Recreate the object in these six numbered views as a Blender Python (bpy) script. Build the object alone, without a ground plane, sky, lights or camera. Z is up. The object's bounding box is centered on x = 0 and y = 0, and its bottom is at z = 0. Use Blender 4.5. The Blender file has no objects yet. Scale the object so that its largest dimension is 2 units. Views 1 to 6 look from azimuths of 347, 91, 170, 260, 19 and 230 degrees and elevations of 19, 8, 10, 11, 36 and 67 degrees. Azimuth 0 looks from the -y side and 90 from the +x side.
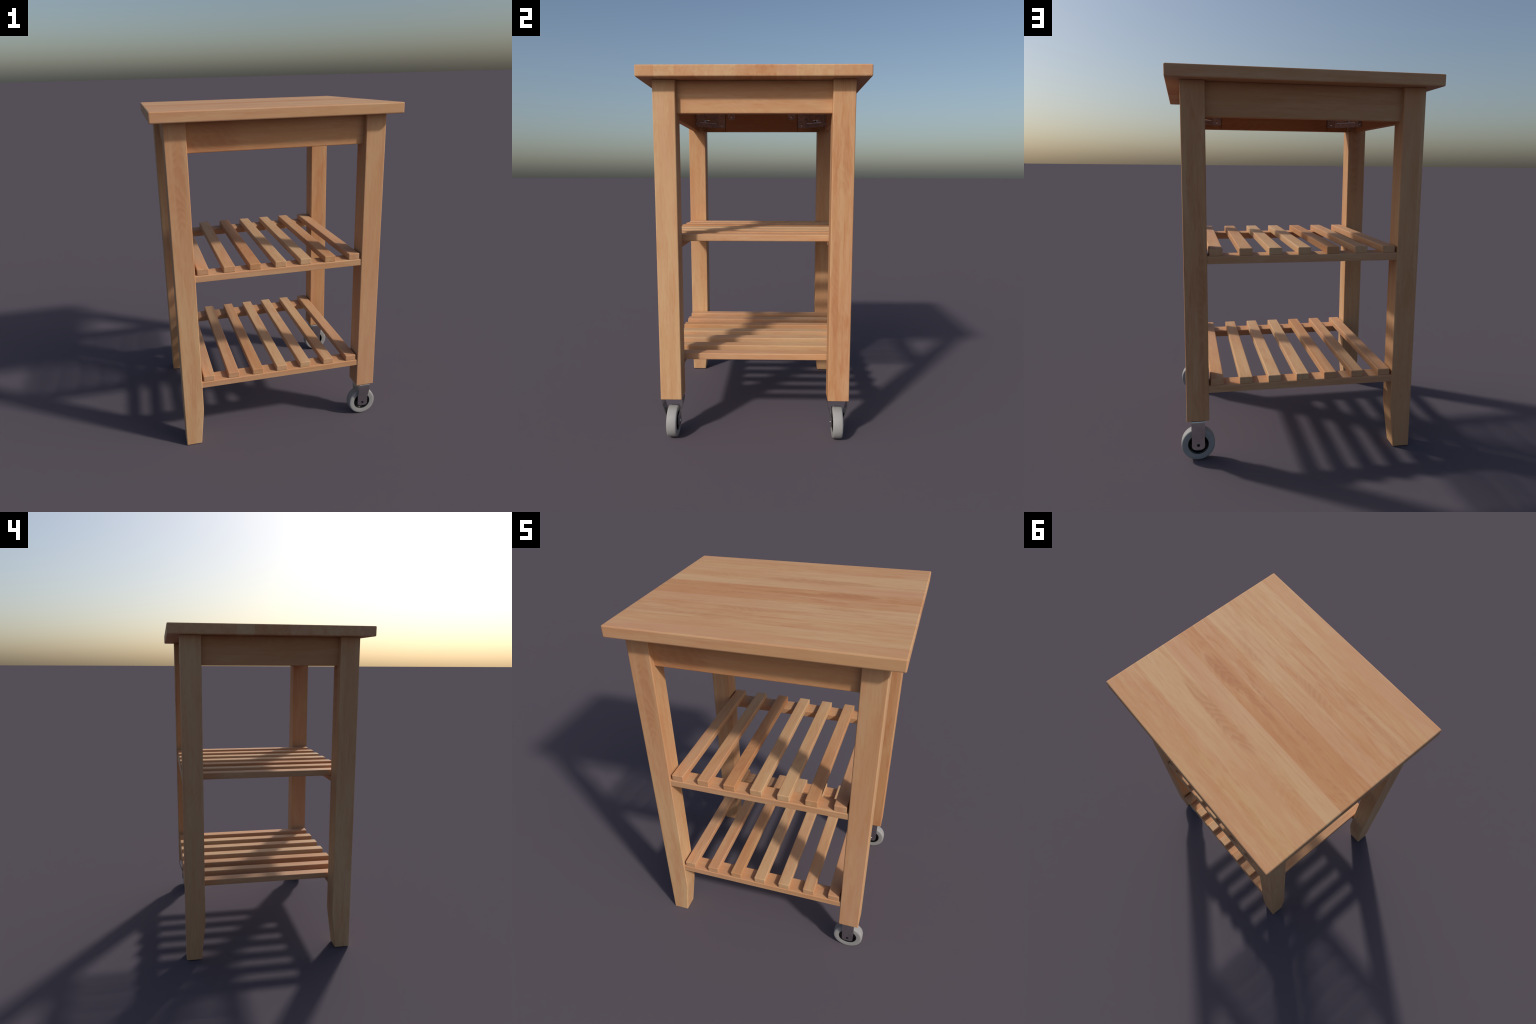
"""Beech kitchen trolley: butcher-block top, four legs (two on casters), two slatted shelves."""
import bpy, bmesh, math, random
from mathutils import Vector, Matrix

random.seed(7)
scene = bpy.context.scene

# ------------------------------------------------------------------ sizes (metres, 2 m tall)
TOP_X, TOP_Y, TOP_Z0, TOP_Z1 = 0.6824, 0.5882, 1.9417, 2.0
LEG_OUT_X, LEG_OUT_Y, LEG_W = 0.6133, 0.5183, 0.1168
LEG_IN_X, LEG_IN_Y = LEG_OUT_X - LEG_W, LEG_OUT_Y - LEG_W
LEG_CX, LEG_CY = LEG_OUT_X - LEG_W / 2, LEG_OUT_Y - LEG_W / 2
CASTER_TOP = 0.2345                      # where the two shortened legs end
FOOT_BEND, FOOT_TAPER = 0.234, 0.0245    # inner faces taper below the bend
APRON_Z0 = 1.777
APRON_X, APRON_Y, APRON_T = 0.5775, 0.487, 0.038
SHELVES = ((1.0628, 1.103, 1.1395), (0.3853, 0.4245, 0.460))   # rail bottom, rail top, slat top
RAIL_Y0, RAIL_Y1 = 0.4115, 0.5145
SLAT_W, SLAT_PITCH, SLAT_Y = 0.0672, 0.1508, 0.5118


# ------------------------------------------------------------------ node helpers
class Nodes:
    def __init__(self, tree):
        self.t = tree

    def add(self, kind, **props):
        n = self.t.nodes.new(kind)
        for k, v in props.items():
            setattr(n, k, v)
        return n

    def put(self, socket, value):
        if isinstance(value, bpy.types.NodeSocket):
            self.t.links.new(value, socket)
        elif value is not None:
            socket.default_value = value

    def math(self, op, a, b=None, c=None, clamp=False):
        n = self.add('ShaderNodeMath', operation=op, use_clamp=clamp)
        self.put(n.inputs[0], a)
        if b is not None:
            self.put(n.inputs[1], b)
        if c is not None:
            self.put(n.inputs[2], c)
        return n.outputs[0]

    def vmath(self, op, a, b):
        n = self.add('ShaderNodeVectorMath', operation=op)
        self.put(n.inputs[0], a)
        self.put(n.inputs[1], b)
        return n.outputs[0]

    def noise(self, vec, scale, detail=2.0, rough=0.5, distort=0.0):
        n = self.add('ShaderNodeTexNoise')
        self.put(n.inputs['Vector'], self.vmath('MULTIPLY', vec, scale))
        n.inputs['Scale'].default_value = 1.0
        n.inputs['Detail'].default_value = detail
        n.inputs['Roughness'].default_value = rough
        n.inputs['Distortion'].default_value = distort
        return n.outputs[0]

    def smooth(self, v, lo, hi, to0=0.0, to1=1.0):
        n = self.add('ShaderNodeMapRange', interpolation_type='SMOOTHSTEP')
        self.put(n.inputs['Value'], v)
        n.inputs['From Min'].default_value = lo
        n.inputs['From Max'].default_value = hi
        n.inputs['To Min'].default_value = to0
        n.inputs['To Max'].default_value = to1
        return n.outputs['Result']

    def mix(self, fac, a, b):
        n = self.add('ShaderNodeMix', data_type='RGBA')
        self.put(n.inputs['Factor'], fac)
        self.put(n.inputs['A'], a)
        self.put(n.inputs['B'], b)
        return n.outputs['Result']


def new_material(name):
    m = bpy.data.materials.new(name)
    m.use_nodes = True
    m.node_tree.nodes.clear()
    k = Nodes(m.node_tree)
    out = k.add('ShaderNodeOutputMaterial')
    bsdf = k.add('ShaderNodeBsdfPrincipled')
    k.t.links.new(bsdf.outputs[0], out.inputs[0])
    return m, k, bsdf


def rgb(c):
    return (c[0], c[1], c[2], 1.0)


# beech tones, linear
PALE = (0.585, 0.368, 0.200)
TAN = (0.553, 0.306, 0.157)
PINK = (0.560, 0.306, 0.170)
AMBER = (0.525, 0.268, 0.124)
RED = (0.468, 0.203, 0.088)
DEEP = (0.400, 0.150, 0.064)
HONEY = (0.566, 0.334, 0.168)
RUSSET = (0.506, 0.247, 0.111)


def shade(c, f):
    return tuple(v * f for v in c)


def wood(name, axis, tone0, tone1=None, seed=0.0, figure=0.0, contrast=1.0,
         spots=(), laminate=None, half=0.6, pitch=0.075, flecks=0.5):
    """Beech. axis: grain direction; tone0/tone1: base colour at the low/high end of the
    piece; figure: strength of the cathedral rings; spots: dark figured patches (position
    along, half length, position across, half width, skew into depth, strength); laminate: second strip's tone."""
    m, k, bsdf = new_material(name)
    tone1 = tone1 or tone0
    pale = min(1.0, max(0.25, (tone0[1] + tone1[1] - 0.40) / 0.20))   # dark heartwood drifts less
    co = k.add('ShaderNodeTexCoord').outputs['Object']
    sep = k.add('ShaderNodeSeparateXYZ')
    k.put(sep.inputs[0], co)
    order = {'x': (0, 1, 2), 'y': (1, 0, 2), 'z': (2, 0, 1)}[axis]
    along, across, deep = (sep.outputs[i] for i in order)
    comb = k.add('ShaderNodeCombineXYZ')
    for i, s in enumerate((along, across, deep)):
        k.put(comb.inputs[i], s)
    rnd = k.add('ShaderNodeObjectInfo').outputs['Random']
    shift = k.add('ShaderNodeCombineXYZ')
    k.put(shift.inputs[0], k.math('MULTIPLY_ADD', rnd, 31.0, seed * 3.7))
    k.put(shift.inputs[1], k.math('MULTIPLY_ADD', rnd, 17.0, seed * 1.3))
    k.put(shift.inputs[2], k.math('MULTIPLY_ADD', rnd, 11.0, seed * 2.1))
    p = k.vmath('ADD', comb.outputs[0], shift.outputs[0])

    broad = k.noise(p, (0.9, 9.0, 9.0), 3.0, 0.5, 0.3)
    streak = k.noise(p, (1.4, 42.0, 42.0), 5.0, 0.6)
    fleck = k.noise(p, (16.0, 230.0, 230.0), 2.0, 0.6)
    hue = k.noise(p, (1.1, 13.0, 13.0), 2.0)

    # base tone from one end to the other, wobbling across the grain
    t = k.math('MULTIPLY_ADD', along, 0.5 / half, 0.5)
    t = k.math('ADD', t, k.math('MULTIPLY', k.math('SUBTRACT', broad, 0.5), 0.9))
    base = k.mix(k.smooth(t, 0.2, 0.8), rgb(tone0), rgb(tone1))
    if laminate:
        tone_b, offset, slope = laminate
        line = k.math('ADD', across, k.math('MULTIPLY', deep, slope))
        line = k.math('ADD', line, k.math('MULTIPLY', along, 0.006))
        base = k.mix(k.smooth(line, offset - 0.001, offset + 0.001), base, rgb(tone_b))
    # rosy and yellowish drift
    mottle = k.noise(p, (2.6, 20.0, 20.0), 3.0, 0.55, 0.4)
    base = k.mix(k.smooth(hue, 0.50, 0.66, 0.0, 0.55 * pale), base, rgb(PINK))
    base = k.mix(k.smooth(hue, 0.50, 0.34, 0.0, 0.50 * pale), base, rgb(HONEY))
    base = k.mix(k.smooth(mottle, 0.52, 0.34, 0.0, 0.50 * pale), base, rgb(PALE))
    base = k.mix(k.smooth(mottle, 0.52, 0.68, 0.0, 0.45 * contrast), base, rgb(AMBER))
    dark = k.mix(0.55, base, rgb(RED))
    deepc = k.mix(0.72, base, rgb(DEEP))

    f = k.math('MULTIPLY', k.smooth(broad, 0.48, 0.70), 0.50 * contrast)
    f = k.math('ADD', f, k.math('MULTIPLY', k.smooth(streak, 0.42, 0.66), 0.55 * contrast))
    f = k.math('ADD', f, k.math('MULTIPLY', k.smooth(fleck, 0.46, 0.68), 0.55 * contrast))
    f = k.math('SUBTRACT', f, 0.20, clamp=True)
    col = k.mix(f, base, dark)
    # short reddish dashes and soft warm clouds broken along the grain
    dash = k.noise(p, (7.0, 70.0, 70.0), 3.0, 0.6, 0.6)
    cloud = k.noise(p, (3.4, 15.0, 15.0), 2.0, 0.5, 1.2)
    gate = k.smooth(cloud, 0.46, 0.64)
    warm = k.math('ADD', k.math('MULTIPLY', gate, 0.22),
                  k.math('MULTIPLY', k.math('MULTIPLY', gate, k.smooth(dash, 0.46, 0.62)), 0.55))
    col = k.mix(k.math('MULTIPLY', warm, flecks, clamp=True), col, rgb(RED))

    # growth rings, cut at a slant: long nested arches of uneven spacing
    warp = k.noise(p, (2.2, 11.0, 11.0), 3.0, 0.5)
    slow = k.noise(p, (1.7, 1.5, 1.5), 1.0)
    bow = k.math('MULTIPLY', k.math('MULTIPLY', across, across), 30.0 / pitch)
    ring = k.math('ADD', k.math('MULTIPLY', along, 0.8 / pitch), bow)
    ring = k.math('ADD', ring, k.math('MULTIPLY', warp, 5.5))
    ring = k.math('ADD', ring, k.math('MULTIPLY', slow, 16.0))
    ring = k.math('ADD', ring, k.math('MULTIPLY', deep, 30.0))
    wave = k.math('FRACT', ring)
    wave = k.math('MULTIPLY', k.smooth(wave, 0.0, 0.75), k.smooth(wave, 1.0, 0.8))
    where = k.noise(p, (1.6, 5.0, 5.0), 1.0)
    amount = k.math('MULTIPLY', k.smooth(where, 0.48, 0.64), figure)
    for a0, ah, c0, ch, skew, power in spots:
        da = k.math('DIVIDE', k.math('SUBTRACT', along, a0), ah)
        cross = k.math('ADD', across, k.math('MULTIPLY', deep, skew))
        dc = k.math('DIVIDE', k.math('SUBTRACT', cross, c0), ch)
        d = k.math('ADD', k.math('MULTIPLY', da, da), k.math('MULTIPLY', dc, dc))
        d = k.math('ADD', d, k.math('MULTIPLY', k.math('SUBTRACT', streak, 0.5), 1.6))
        d = k.math('ADD', d, k.math('MULTIPLY', k.math('SUBTRACT', mottle, 0.5), 3.0))
        blob = k.smooth(d, 1.0, 0.0)
        amount = k.math('MAXIMUM', amount, k.math('MULTIPLY', blob, 0.55 * power))
        col = k.mix(k.math('MULTIPLY', blob, 0.42 * power), col, deepc)
    col = k.mix(k.math('MULTIPLY', wave, amount, clamp=True), col, deepc)

    k.put(bsdf.inputs['Base Color'], col)
    bsdf.inputs['Roughness'].default_value = 0.60
    bsdf.inputs['Specular IOR Level'].default_value = 0.16
    bump = k.add('ShaderNodeBump')
    bump.inputs['Strength'].default_value = 0.06
    bump.inputs['Distance'].default_value = 0.002
    k.put(bump.inputs['Height'], streak)
    k.put(bsdf.inputs['Normal'], bump.outputs[0])
    return m


def plain(name, color, rough, metallic=0.0, spec=0.5, mottled=0.0, scale=60.0):
    m, k, bsdf = new_material(name)
    co = k.add('ShaderNodeTexCoord').outputs['Object']
    n = k.noise(co, (scale,) * 3, 4.0, 0.65)
    col = k.mix(k.smooth(n, 0.35, 0.7), rgb(color), rgb(shade(color, 1.0 - mottled)))
    k.put(bsdf.inputs['Base Color'], col)
    k.put(bsdf.inputs['Roughness'], k.smooth(n, 0.3, 0.75, rough, min(1.0, rough + 0.25 * mottled)))
    bsdf.inputs['Metallic'].default_value = metallic
    bsdf.inputs['Specular IOR Level'].default_value = spec
    return m


ZINC = plain('zinc_plated_steel', (0.68, 0.66, 0.65), 0.24, 1.0, 0.5, 0.14, 30.0)
BRACKET_STEEL = plain('galvanised_steel', (0.78, 0.77, 0.79), 0.24, 1.0, 0.5, 0.30, 45.0)
CHROME = plain('polished_bolt_steel', (0.75, 0.74, 0.72), 0.12, 1.0, 0.5, 0.05, 40.0)
SOCKET = plain('dark_bolt_socket', (0.010, 0.010, 0.011), 0.25, 0.0, 0.5, 0.1, 40.0)
RUBBER = plain('grey_rubber_tyre', (0.315, 0.308, 0.300), 0.62, 0.0, 0.3, 0.06, 30.0)
HUB = plain('black_plastic_hub', (0.004, 0.004, 0.004), 0.22, 0.0, 0.5, 0.1, 30.0)

LEG_WOODS = {
    (-1, -1): wood('beech_leg_figured', 'z', PALE, TAN, 11.0, 0.12, 0.9, half=0.9,
                   spots=((0.62, 0.38, 0.008, 0.036, 0.0, 0.85),), pitch=0.085, flecks=0.35),
    (1, -1): wood('beech_leg_two_strip', 'z', PINK, TAN, 23.0, 0.05, 0.8, flecks=0.25, half=0.9,
                  laminate=(shade(PALE, 0.99), 0.006, 0.9)),
    (1, 1): wood('beech_leg_streaked', 'z', AMBER, TAN, 37.0, 0.30, 1.15, flecks=0.9, half=0.9,
                 laminate=(shade(TAN, 1.02), 0.004, 0.9),
                 spots=((-0.25, 0.62, 0.030, 0.022, 1.0, 0.9), (0.55, 0.30, 0.075, 0.02, 1.0, 0.7))),
    (-1, 1): wood('beech_leg_plain', 'z', TAN, PALE, 51.0, 0.15, 0.9, flecks=0.35, half=0.9,
                  laminate=(TAN, -0.012, 0.4)),
}
APRON_WOODS = {
    'long_low': wood('beech_apron_figured', 'x', RUSSET, AMBER, 61.0, 0.55, 1.1, half=0.5,
                     spots=((-0.36, 0.16, 0.0, 0.3, 0.0, 1.0),)),
    'long_high': wood('beech_apron_long', 'x', TAN, AMBER, 67.0, 0.35, 1.0, half=0.5),
    'short_low': wood('beech_apron_amber', 'y', RUSSET, AMBER, 71.0, 0.4, 1.0, half=0.4),
    'short_high': wood('beech_apron_short', 'y', TAN, TAN, 73.0, 0.1, 0.9, half=0.4),
}
RAIL_WOOD = wood('beech_rail', 'x', PINK, TAN, 83.0, 0.1, 0.8, half=0.5)
SLAT_WOODS = {
    'pale': wood('beech_slat_pale', 'y', PALE, PALE, 91.0, 0.05, 0.6, half=0.5),
    'tan': wood('beech_slat_tan', 'y', TAN, PALE, 93.0, 0.1, 0.8, half=0.5),
    'pink': wood('beech_slat_rosy', 'y', PINK, TAN, 97.0, 0.1, 0.9, half=0.5),
    'amber': wood('beech_slat_amber', 'y', AMBER, TAN, 101.0, 0.2, 0.9, half=0.5),
    'red': wood('beech_slat_reddish', 'y', (0.506, 0.246, 0.110), (0.500, 0.240, 0.107), 103.0, 0.35, 1.2, half=0.5,
                spots=((-0.32, 0.12, 0.0, 0.035, 0.0, 0.8),)),
}


# ------------------------------------------------------------------ mesh helpers
def make_object(name, mesh, parent, location=(0, 0, 0), materials=()):
    o = bpy.data.objects.new(name, mesh)
    scene.collection.objects.link(o)
    o.location = location
    if parent:
        o.parent = parent
    for mat in materials:
        if mat.name not in [s.name for s in mesh.materials if s]:
            mesh.materials.append(mat)
    return o


def make_empty(name, parent=None, location=(0, 0, 0)):
    o = bpy.data.objects.new(name, None)
    o.empty_display_size = 0.05
    scene.collection.objects.link(o)
    o.location = location
    if parent:
        o.parent = parent
    return o


def to_mesh(bm, name, smooth_angle=None):
    bmesh.ops.recalc_face_normals(bm, faces=bm.faces)
    me = bpy.data.meshes.new(name)
    bm.to_mesh(me)
    bm.free()
    if smooth_angle:
        me.polygons.foreach_set('use_smooth', [True] * len(me.polygons))
        me.set_sharp_from_angle(angle=math.radians(smooth_angle))
    return me


def box_mesh(name, size, bevel=0.0, segments=3, pick=None):
    """Centred box with rounded edges; pick(edge) may restrict which edges get rounded."""
    bm = bmesh.new()
    bmesh.ops.create_cube(bm, size=1.0)
    for v in bm.verts:
        v.co = Vector(v.co[i] * size[i] for i in range(3))
    if bevel:
        edges = [e for e in bm.edges if pick is None or pick(e)]
        bmesh.ops.bevel(bm, geom=edges, offset=bevel, segments=segments, profile=0.5, affect='EDGES')
    return to_mesh(bm, name)


def loft(name, rings, cap=True, smooth_angle=None):
    bm = bmesh.new()
    rows = [[bm.verts.new(c) for c in r] for r in rings]
    n = len(rows[0])
    for a, b in zip(rows, rows[1:]):
        for i in range(n):
            j = (i + 1) % n
            bm.faces.new((a[i], a[j], b[j], b[i]))
    if cap:
        bm.faces.new(rows[0][::-1])
        bm.faces.new(rows[-1])
    return to_mesh(bm, name, smooth_angle)


def extrude_plan(name, outline, z0, z1, bevel=0.0, min_len=0.3):
    """Closed plan outline pulled up from z0 to z1, long edges rounded."""
    bm = bmesh.new()
    lo = [bm.verts.new((x, y, z0)) for x, y in outline]
    hi = [bm.verts.new((x, y, z1)) for x, y in outline]
    n = len(outline)
    for i in range(n):
        j = (i + 1) % n
        bm.faces.new((lo[i], lo[j], hi[j], hi[i]))
    bm.faces.new(lo[::-1])
    bm.faces.new(hi)
    if bevel:
        edges = [e for e in bm.edges if e.calc_length() > min_len]
        bmesh.ops.bevel(bm, geom=edges, offset=bevel, segments=2, profile=0.5, affect='EDGES')
    return to_mesh(bm, name)


def lathe_y(name, profile, steps=48, smooth_angle=35):
    """Spin (radius, y) points about the y axis; the profile is a closed loop."""
    bm = bmesh.new()
    rings = []
    for r, y in profile:
        if r < 1e-6:
            rings.append([bm.verts.new((0, y, 0))])
        else:
            rings.append([bm.verts.new((r * math.cos(2 * math.pi * i / steps), y,
                                        r * math.sin(2 * math.pi * i / steps))) for i in range(steps)])
    count = len(rings)
    closed = len(rings[0]) > 1 and len(rings[-1]) > 1
    for k in range(count if closed else count - 1):
        a, b = rings[k], rings[(k + 1) % count]
        for i in range(steps):
            j = (i + 1) % steps
            if len(a) == 1:
                bm.faces.new((a[0], b[i], b[j]))
            elif len(b) == 1:
                bm.faces.new((a[i], a[j], b[0]))
            else:
                bm.faces.new((a[i], a[j], b[j], b[i]))
    return to_mesh(bm, name, smooth_angle)


def strip_mesh(name, path, thickness, place, smooth_angle=35):
    """Bent sheet metal. path: (u, w, half_width); place maps (u, w, v) to xyz. The sheet
    is thickened along the path's left normal."""
    pts = [Vector((u, w)) for u, w, _ in path]
    normals = []
    for i in range(len(pts)):
        a, b = pts[max(i - 1, 0)], pts[min(i + 1, len(pts) - 1)]
        d = (b - a).normalized()
        normals.append(Vector((-d.y, d.x)))
    rings = []
    for p, n, (_, _, hw) in zip(pts, normals, path):
        q = p + n * thickness
        rings.append([place(p.x, p.y, -hw), place(p.x, p.y, hw), place(q.x, q.y, hw), place(q.x, q.y, -hw)])
    return loft(name, rings, True, smooth_angle)


# ------------------------------------------------------------------ the trolley
cart = make_empty('kitchen_trolley')
cart['label'] = 'beech kitchen trolley with butcher block top and two slatted shelves'
cart['category'] = 'kitchen cart'

# ---- tabletop: twelve glued staves running along x
tabletop = make_empty('tabletop', cart, (0, 0, (TOP_Z0 + TOP_Z1) / 2))
EDGES_Y = (-TOP_Y, -0.493, -0.392, -0.291, -0.194, -0.087, 0.014, 0.115, 0.213, 0.302, 0.397, 0.495, TOP_Y)
# tone at the -x end, tone at the +x end, rings, contrast, red flecks, figured patches
STAVES = (
    (PINK, TAN, 0.00, 0.7, 0.30, ()),
    (TAN, PALE, 0.00, 0.8, 0.35, ()),
    (PALE, TAN, 0.10, 0.9, 0.60, ((-0.42, 0.34, 0.00, 0.022, 0.0, 0.8),)),
    (TAN, PALE, 0.10, 0.9, 0.60, ((-0.10, 0.22, 0.02, 0.03, 0.0, 0.6),)),
    (PINK, PALE, 0.05, 0.8, 0.40, ((0.34, 0.16, 0.015, 0.022, 0.0, 0.6),)),
    (AMBER, TAN, 0.10, 1.0, 0.90, ((-0.25, 0.50, 0.030, 0.016, 0.0, 0.8),)),
    (AMBER, (0.536, 0.282, 0.136), 0.45, 1.1, 0.90, ((0.32, 0.17, 0.00, 0.040, 0.0, 1.5), (0.02, 0.40, -0.022, 0.020, 0.0, 1.1),
                                     (-0.48, 0.26, 0.0, 0.040, 0.0, 0.8))),
    (PALE, PINK, 0.00, 0.7, 0.15, ()),
    (TAN, PALE, 0.15, 0.9, 0.55, ((0.12, 0.34, -0.008, 0.040, 0.0, 0.9),)),
    (TAN, PALE, 0.00, 0.7, 0.25, ()),
    (HONEY, TAN, 0.10, 0.9, 0.45, ()),
    (TAN, TAN, 0.05, 0.8, 0.45, ()),
)
for i, (t0, t1, fig, con, flecks, spots) in enumerate(STAVES):
    y0, y1 = EDGES_Y[i], EDGES_Y[i + 1]
    hx, hy, hz = TOP_X, (y1 - y0) / 2, (TOP_Z1 - TOP_Z0) / 2
    sides = set()
    if i == 0:
        sides.add(-1)
    if i == len(STAVES) - 1:
        sides.add(1)

    def outer(e, hx=hx, hy=hy, sides=sides):
        mid = (e.verts[0].co + e.verts[1].co) / 2
        along_y = abs(e.verts[0].co.y - e.verts[1].co.y) > hy
        if along_y:
            return True                                   # end edges, top and bottom
        return any(abs(mid.y - s * hy) < 1e-5 for s in sides)   # rim edges of the outer staves

    mesh = box_mesh('stave', (2 * hx, 2 * hy, 2 * hz), 0.0062, 2, outer)
    mat = wood('beech_stave_%s' % 'abcdefghijkl'[i], 'x', t0, t1, 5.0 + 7.3 * i, fig, con, spots, half=0.68, pitch=0.06,
               flecks=flecks)
    make_object('stave', mesh, tabletop, (0, (y0 + y1) / 2, 0), (mat,))


# ---- legs
def leg_mesh(sx, sy, short):
    """Lofted eight-sided section: small arrises, a wide chamfer on the inner corner at the
    top (for the corner bracket) and, on the full-length legs, tapered inner faces."""
    h = LEG_W / 2
    arris = 0.005
    if short:
        levels = [(CASTER_TOP, 0, arris, 0.003), (CASTER_TOP + 0.003, 0, arris, 0.0)]
    else:
        levels = [(0.0, FOOT_TAPER, arris, 0.003), (0.003, FOOT_TAPER - 0.0003, arris, 0.0),
                  (FOOT_BEND - 0.03, 0.0026, arris, 0.0), (FOOT_BEND - 0.008, 0.0006, arris, 0.0),
                  (FOOT_BEND + 0.01, 0.0, arris, 0.0)]
    levels += [(1.772, 0, arris, 0.0), (1.778, 0, 0.013, 0.0), (1.787, 0, 0.019, 0.0), (1.805, 0, 0.0245, 0.0),
               (1.840, 0, 0.030, 0.0), (1.885, 0, 0.034, 0.0), (1.9402, 0, 0.036, 0.0)]
    rings = []
    for z, taper, inner, shrink in levels:
        o, n = h - shrink, -(h - taper - shrink)      # outer and inner face, measured outward
        ring = []
        # corners: centre direction, start angle of the quarter round, its size
        for cx, cy, start, size in ((o, o, 0, arris), (n, o, 90, arris), (n, n, 180, inner), (o, n, 270, arris)):
            qx = cx - math.copysign(size, 1 if start in (0, 270) else -1)
            qy = cy - math.copysign(size, 1 if start in (0, 90) else -1)
            for step in range(4):
                ang = math.radians(start + 30 * step)
                if start == 180 and size > arris:       # bracket corner: flat chamfer
                    t = step / 3
                    ring.append((cx + size * t, cy + size * (1 - t)))
                else:
                    ring.append((qx + size * math.cos(ang), qy + size * math.sin(ang)))
        rings.append([(sx * a, sy * b, z) for a, b in ring])
    return loft('leg', rings)


for (sx, sy), mat in LEG_WOODS.items():
    mesh = leg_mesh(sx, sy, sx > 0)
    for v in mesh.vertices:
        v.co.z -= 1.0
    make_object('leg', mesh, cart, (sx * LEG_CX, sy * LEG_CY, 1.0), (mat,))

# ---- aprons, with saw kerfs on the inside that hold the corner brackets
KERF_X, KERF_Y = 0.356, 0.260


def apron_outline(half_len, kerf):
    """Plan of an apron lying along x, outer face at y = 0, inside towards -y."""
    t, kw, kd = APRON_T, 0.0025, 0.010
    pts = [(-half_len, 0.0), (half_len, 0.0), (half_len, -t)]
    for s in (1, -1):
        c = s * kerf
        pts += [(c + kw, -t), (c + kw, -t + kd), (c - kw, -t + kd), (c - kw, -t)]
    pts.append((-half_len, -t))
    return pts


APRON_ZC = (APRON_Z0 + TOP_Z0) / 2
half_h = (TOP_Z0 - APRON_Z0) / 2 + 0.0005
for sy, key in ((-1, 'long_low'), (1, 'long_high')):
    outline = [(x, y * sy) for x, y in apron_outline(LEG_IN_X + 0.003, KERF_X)]
    mesh = extrude_plan('apron', outline, -half_h, half_h, 0.004)
    make_object('apron', mesh, cart, (0, sy * APRON_Y, APRON_ZC), (APRON_WOODS[key],))
for sx, key in ((-1, 'short_low'), (1, 'short_high')):
    outline = [(y * sx, x) for x, y in apron_outline(LEG_IN_Y + 0.003, KERF_Y)]
    mesh = extrude_plan('apron', outline, -half_h, half_h, 0.004)
    make_object('apron', mesh, cart, (sx * APRON_X, 0, APRON_ZC), (APRON_WOODS[key],))

# ---- corner brackets: bent plate hooked into the kerfs, bolted to the leg
BR_Z0, BR_Z1 = 1.803, 1.925
IN_X, IN_Y = APRON_X - APRON_T, APRON_Y - APRON_T


def bracket_meshes(sx, sy):
    zc = (BR_Z0 + BR_Z1) / 2
    cx, cy = sx * (IN_X - 0.08), sy * (IN_Y - 0.08)
    g = 0.0012
    a = (IN_X - g, KERF_Y + 0.001)
    b = (IN_X - g, KERF_Y + 0.055)
    b2 = (IN_X - 0.008, KERF_Y + 0.064)
    c2 = (KERF_X + 0.064, IN_Y - 0.008)
    c = (KERF_X + 0.055, IN_Y - g)
    d = (KERF_X + 0.001, IN_Y - g)
    hw = (BR_Z1 - BR_Z0) / 2
    path = [(px, py, hw) for px, py in (a, b, b2, c2, c, d)]
    plate = strip_mesh('corner_bracket', path, 0.005,
                       lambda u, w, v: (sx * u - cx, sy * w - cy, v), 30)
    # raised stiffening ledge along the bottom of the diagonal
    dirv = Vector((c2[0] - b2[0], c2[1] - b2[1])).normalized()
    nrm = Vector((-dirv.y, dirv.x))
    if nrm.dot(Vector((-1, -1))) < 0:
        nrm = -nrm
    lip = bmesh.new()
    s0, s1 = Vector(b2) + dirv * 0.004, Vector(c2) - dirv * 0.004
    verts = []
    for z in (-hw - 0.001, -hw + 0.030):
        for q in (s0, s1, s1 + nrm * 0.012 - dirv * 0.008, s0 + nrm * 0.012 + dirv * 0.008):
            verts.append(lip.verts.new((sx * q.x - cx, sy * q.y - cy, z)))
    lo, hi = verts[:4], verts[4:]
    for i in range(4):
        j = (i + 1) % 4
        lip.faces.new((lo[i], lo[j], hi[j], hi[i]))
    lip.faces.new(lo[::-1])
    lip.faces.new(hi)
    lip_mesh = to_mesh(lip, 'bracket_lip')
    mid = (Vector(b2) + Vector(c2)) / 2 + nrm * 0.005
    e0, e1 = s0 + nrm * 0.012 + dirv * 0.008, s1 + nrm * 0.012 - dirv * 0.008
    glint_rod = ((sx * e0.x - cx, sy * e0.y - cy, -hw + 0.030), (sx * e1.x - cx, sy * e1.y - cy, -hw + 0.030))
    return plate, lip_mesh, glint_rod, (cx, cy, zc), (sx * mid.x - cx, sy * mid.y - cy), (sx * nrm.x, sy * nrm.y), (a, b, c, d)


def stud_mesh(name, radius, height, sides=12, dome=False):
    """Short stud along +z; hexagonal or domed."""
    rings = []
    steps = 5 if dome else 1
    for i in range(steps + 1):
        t = i / steps
        r = radius * (math.cos(t * math.pi / 2) * 0.98 + 0.02) if dome else radius
        z = height * math.sin(t * math.pi / 2) if dome else height * t
        rings.append([(r * math.cos(2 * math.pi * k / sides), r * math.sin(2 * math.pi * k / sides), z)
                      for k in range(sides)])
    return loft(name, rings, True, 40 if dome else None)


nut_mesh = stud_mesh('nut', 0.018, 0.013, 6)
thread_mesh = stud_mesh('bolt', 0.007, 0.030, 12)
screw_mesh = stud_mesh('screw', 0.008, 0.004, 12, True)
for me in (nut_mesh, thread_mesh, screw_mesh):
    me.materials.append(CHROME)

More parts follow.
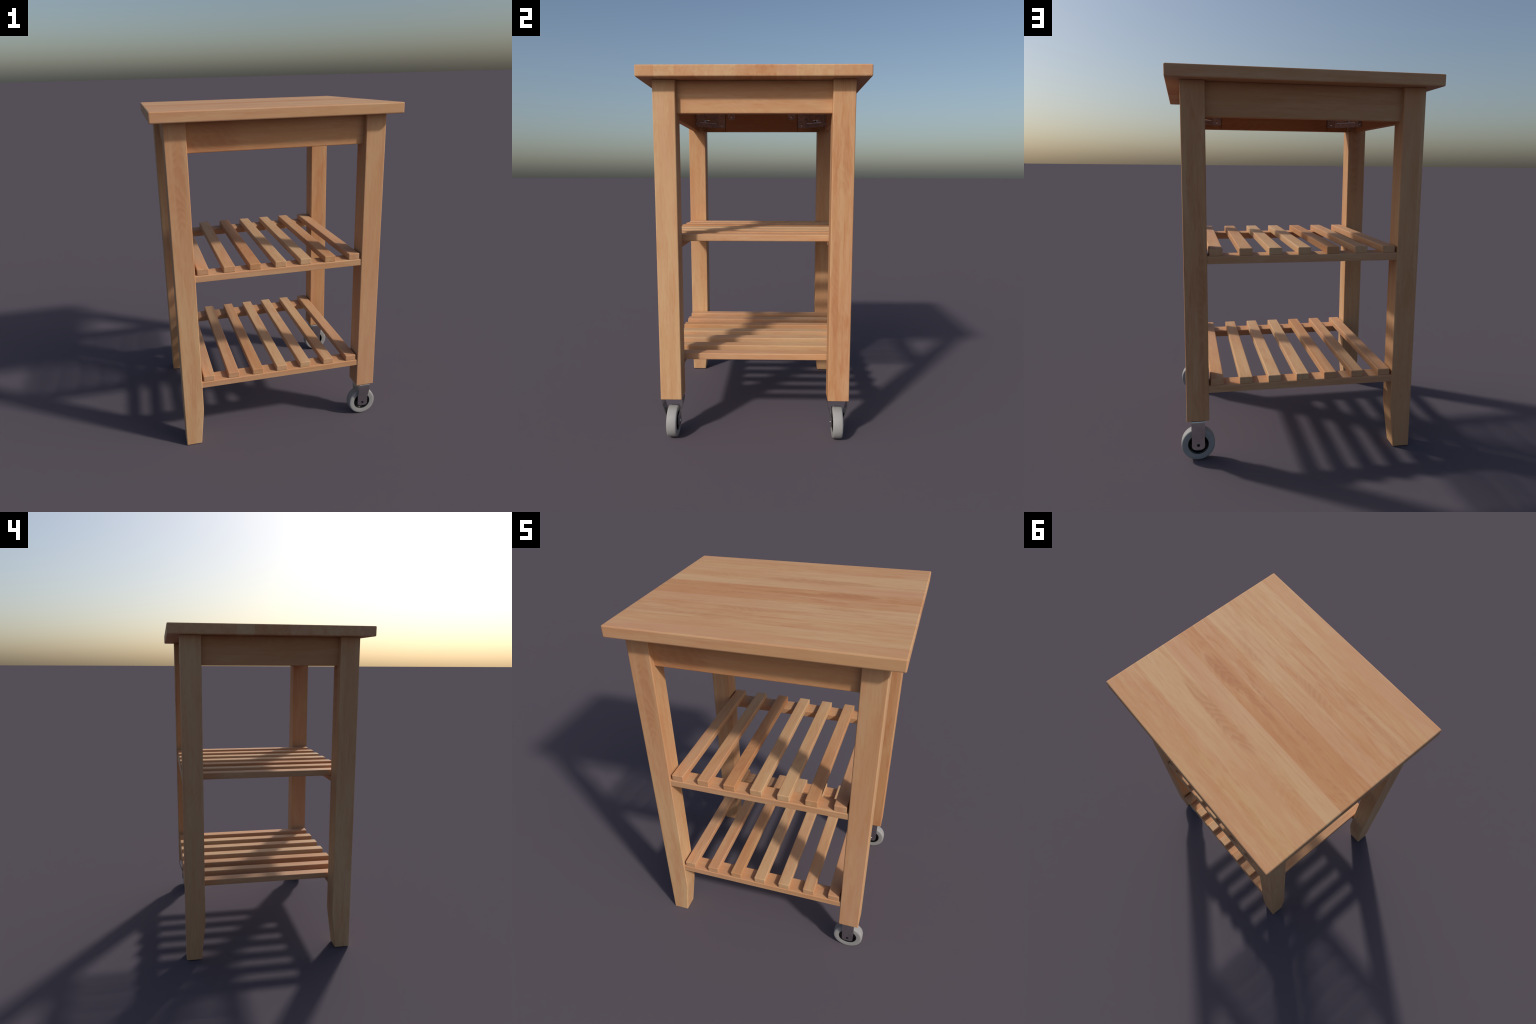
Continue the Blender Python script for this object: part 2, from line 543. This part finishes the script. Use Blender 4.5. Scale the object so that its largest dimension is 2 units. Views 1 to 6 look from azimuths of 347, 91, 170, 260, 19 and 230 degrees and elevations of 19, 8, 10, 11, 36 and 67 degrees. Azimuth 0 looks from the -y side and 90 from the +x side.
for sx in (-1, 1):
    for sy in (-1, 1):
        plate, lip, glint_rod, loc, mid, n, (a, b, c, d) = bracket_meshes(sx, sy)
        holder = make_object('corner_bracket', plate, cart, loc, (BRACKET_STEEL,))
        make_object('bracket_lip', lip, holder, (0, 0, 0), (BRACKET_STEEL,))
        run = Vector(glint_rod[1]) - Vector(glint_rod[0])
        o = make_object('bracket_glint_rod', stud_mesh('bracket_glint_rod', 0.0042, run.length, 12), holder, glint_rod[0], (CHROME,))  # polished rod modelled to draw the bright sky reflection along the ledge
        o.rotation_mode = 'QUATERNION'
        o.rotation_quaternion = run.to_track_quat('Z', 'Y')
        rot = Vector((n[0], n[1], 0)).to_track_quat('Z', 'Y')
        for part, mesh in (('nut', nut_mesh), ('bolt', thread_mesh)):
            o = make_object(part, mesh, holder, (mid[0], mid[1], -0.012))
            o.rotation_mode = 'QUATERNION'
            o.rotation_quaternion = rot
        for u in (-0.042, 0.042):
            o = make_object('screw', screw_mesh, holder,
                            (sx * (a[0] - 0.004) - loc[0], sy * (a[1] + 0.028) - loc[1], u))
            o.rotation_mode = 'QUATERNION'
            o.rotation_quaternion = Vector((-sx, 0, 0)).to_track_quat('Z', 'Y')
            o = make_object('screw', screw_mesh, holder,
                            (sx * (d[0] + 0.028) - loc[0], sy * (d[1] - 0.004) - loc[1], u))
            o.rotation_mode = 'QUATERNION'
            o.rotation_quaternion = Vector((0, -sy, 0)).to_track_quat('Z', 'Y')

# ---- clips that hold the top to the short aprons
clip_outline = []
for k in range(9):
    ang = math.pi + math.pi * k / 8
    clip_outline.append((0.027 * math.cos(ang), -0.030 + 0.019 * math.sin(ang)))
clip_outline += [(0.027, 0.036), (-0.027, 0.036)]
for sx in (-1, 1):
    for sy in (-1, 1):
        bm = bmesh.new()
        rows = []
        for dx in (0.0012, 0.006):
            rows.append([bm.verts.new((-sx * dx, u, w)) for u, w in clip_outline])
        n = len(clip_outline)
        for i in range(n):
            j = (i + 1) % n
            bm.faces.new((rows[0][i], rows[0][j], rows[1][j], rows[1][i]))
        bm.faces.new(rows[0])
        bm.faces.new(rows[1][::-1])
        clip = make_object('top_clip', to_mesh(bm, 'top_clip'), cart,
                           (sx * IN_X, sy * 0.2165, 1.905), (BRACKET_STEEL,))
        o = make_object('screw', screw_mesh, clip, (-sx * 0.006, 0, -0.022))
        o.rotation_mode = 'QUATERNION'
        o.rotation_quaternion = Vector((-sx, 0, 0)).to_track_quat('Z', 'Y')

# ---- slatted shelves
def rail_mesh(hx, hy, hz):
    """Flat rail along x: generously rounded upper edges, barely eased lower ones."""
    section = []
    for cy, cz, start, r in ((hy, hz, 0, 0.0078), (-hy, hz, 90, 0.0078), (-hy, -hz, 180, 0.002), (hy, -hz, 270, 0.002)):
        qy, qz = cy - math.copysign(r, cy), cz - math.copysign(r, cz)
        for step in range(5):
            ang = math.radians(start + 22.5 * step)
            section.append((qy + r * math.cos(ang), qz + r * math.sin(ang)))
    return loft('rail', [[(x, y, z) for y, z in section] for x in (-hx, hx)])


TONES = (('pink', 'tan', 'red', 'pale', 'pale', 'amber', 'pink'),
         ('pink', 'pink', 'amber', 'pale', 'pale', 'tan', 'pink'))
for (z0, z1, z2), tones in zip(SHELVES, TONES):
    shelf = make_empty('shelf', cart, (0, 0, z0))
    rail = rail_mesh(LEG_IN_X + 0.002, (RAIL_Y1 - RAIL_Y0) / 2, (z1 - z0) / 2)
    slat = box_mesh('slat', (SLAT_W, 2 * SLAT_Y, z2 - z1 + 0.001), 0.0042, 2)
    rail.materials.append(RAIL_WOOD)
    slat.materials.append(SLAT_WOODS['tan'])
    for sy in (-1, 1):
        make_object('rail', rail, shelf, (0, sy * (RAIL_Y0 + RAIL_Y1) / 2, (z1 - z0) / 2))
    for i, tone in enumerate(tones):
        o = make_object('slat', slat, shelf,
                        ((i - 3) * SLAT_PITCH + 0.0005, 0, (z1 + z2 - 0.001) / 2 - z0))
        o.material_slots[0].link = 'OBJECT'
        o.material_slots[0].material = SLAT_WOODS[tone]

# ---- casters
WHEEL_R, WHEEL_Z, WHEEL_X = 0.0885, 0.0885, 0.5545
half_tyre = [(0.0545, 0.0260), (0.066, 0.0272), (0.0795, 0.0280), (0.0832, 0.0272), (0.0860, 0.0250),
             (0.0874, 0.0220), (0.0881, 0.0140), (WHEEL_R, 0.006)]
tyre_profile = half_tyre + [(r, -y) for r, y in reversed(half_tyre)]
tyre = lathe_y('tyre', tyre_profile, 64, 50)
tyre.materials.append(RUBBER)
half_hub = [(0.0, 0.0285), (0.014, 0.0285), (0.016, 0.025), (0.018, 0.010), (0.038, 0.008),
            (0.0455, 0.011), (0.048, 0.0230), (0.0515, 0.0250), (0.0550, 0.0245)]
hub = lathe_y('hub', half_hub + [(r, -y) for r, y in reversed(half_hub)], 48, 30)
hub.materials.append(HUB)

# fork: one strip bent over the top, its cheeks cranked inward towards the axle
FORK_HW, FORK_R = 0.0352, 0.020
fork_half = []
z_low = 0.064
for k in range(7):                                  # rounded lower corners
    ang = math.pi / 2 * k / 6
    fork_half.append((0.0315, z_low + FORK_R * (1 - math.cos(ang)),
                      FORK_HW - 0.0015 - FORK_R * (1 - math.sin(ang))))
fork_half += [(0.0315, 0.124, 0.0337), (0.0330, 0.134, 0.0340), (0.0505, 0.186, 0.0350), (0.0530, 0.197, FORK_HW),
              (0.0535, 0.205, FORK_HW), (0.0535, 0.2260, FORK_HW), (0.0526, 0.2285, FORK_HW), (0.0503, 0.2298, FORK_HW)]
fork_path = [(-u, w, hw) for u, w, hw in fork_half] + [(u, w, hw) for u, w, hw in reversed(fork_half)]
fork = strip_mesh('fork', fork_path, 0.0052, lambda u, w, v: (v, u, w - WHEEL_Z), 40)
fork.materials.append(ZINC)

axle = stud_mesh('axle', 0.0065, 0.070, 16)
axle.materials.append(CHROME)
socket = stud_mesh('bolt_socket', 0.0088, 0.0012, 6)
socket.materials.append(SOCKET)
rivet = stud_mesh('rivet', 0.0085, 0.0045, 14, True)
rivet.materials.append(CHROME)
for sy in (-1, 1):
    caster = make_empty('caster', cart, (WHEEL_X, sy * LEG_CY, WHEEL_Z))
    wheel = make_object('wheel', tyre, caster)
    make_object('hub', hub, wheel)
    make_object('fork', fork, caster)
    o = make_object('axle', axle, caster, (0, 0.035, 0))
    o.rotation_euler = (math.radians(90), 0, 0)
    o = make_object('bolt_socket', socket, caster, (0, sy * 0.0367, 0))
    o.rotation_euler = (math.radians(-90 * sy), 0, 0)
    o = make_object('rivet', rivet, caster, (0, -sy * 0.0367, 0))
    o.rotation_euler = (math.radians(90 * sy), 0, 0)
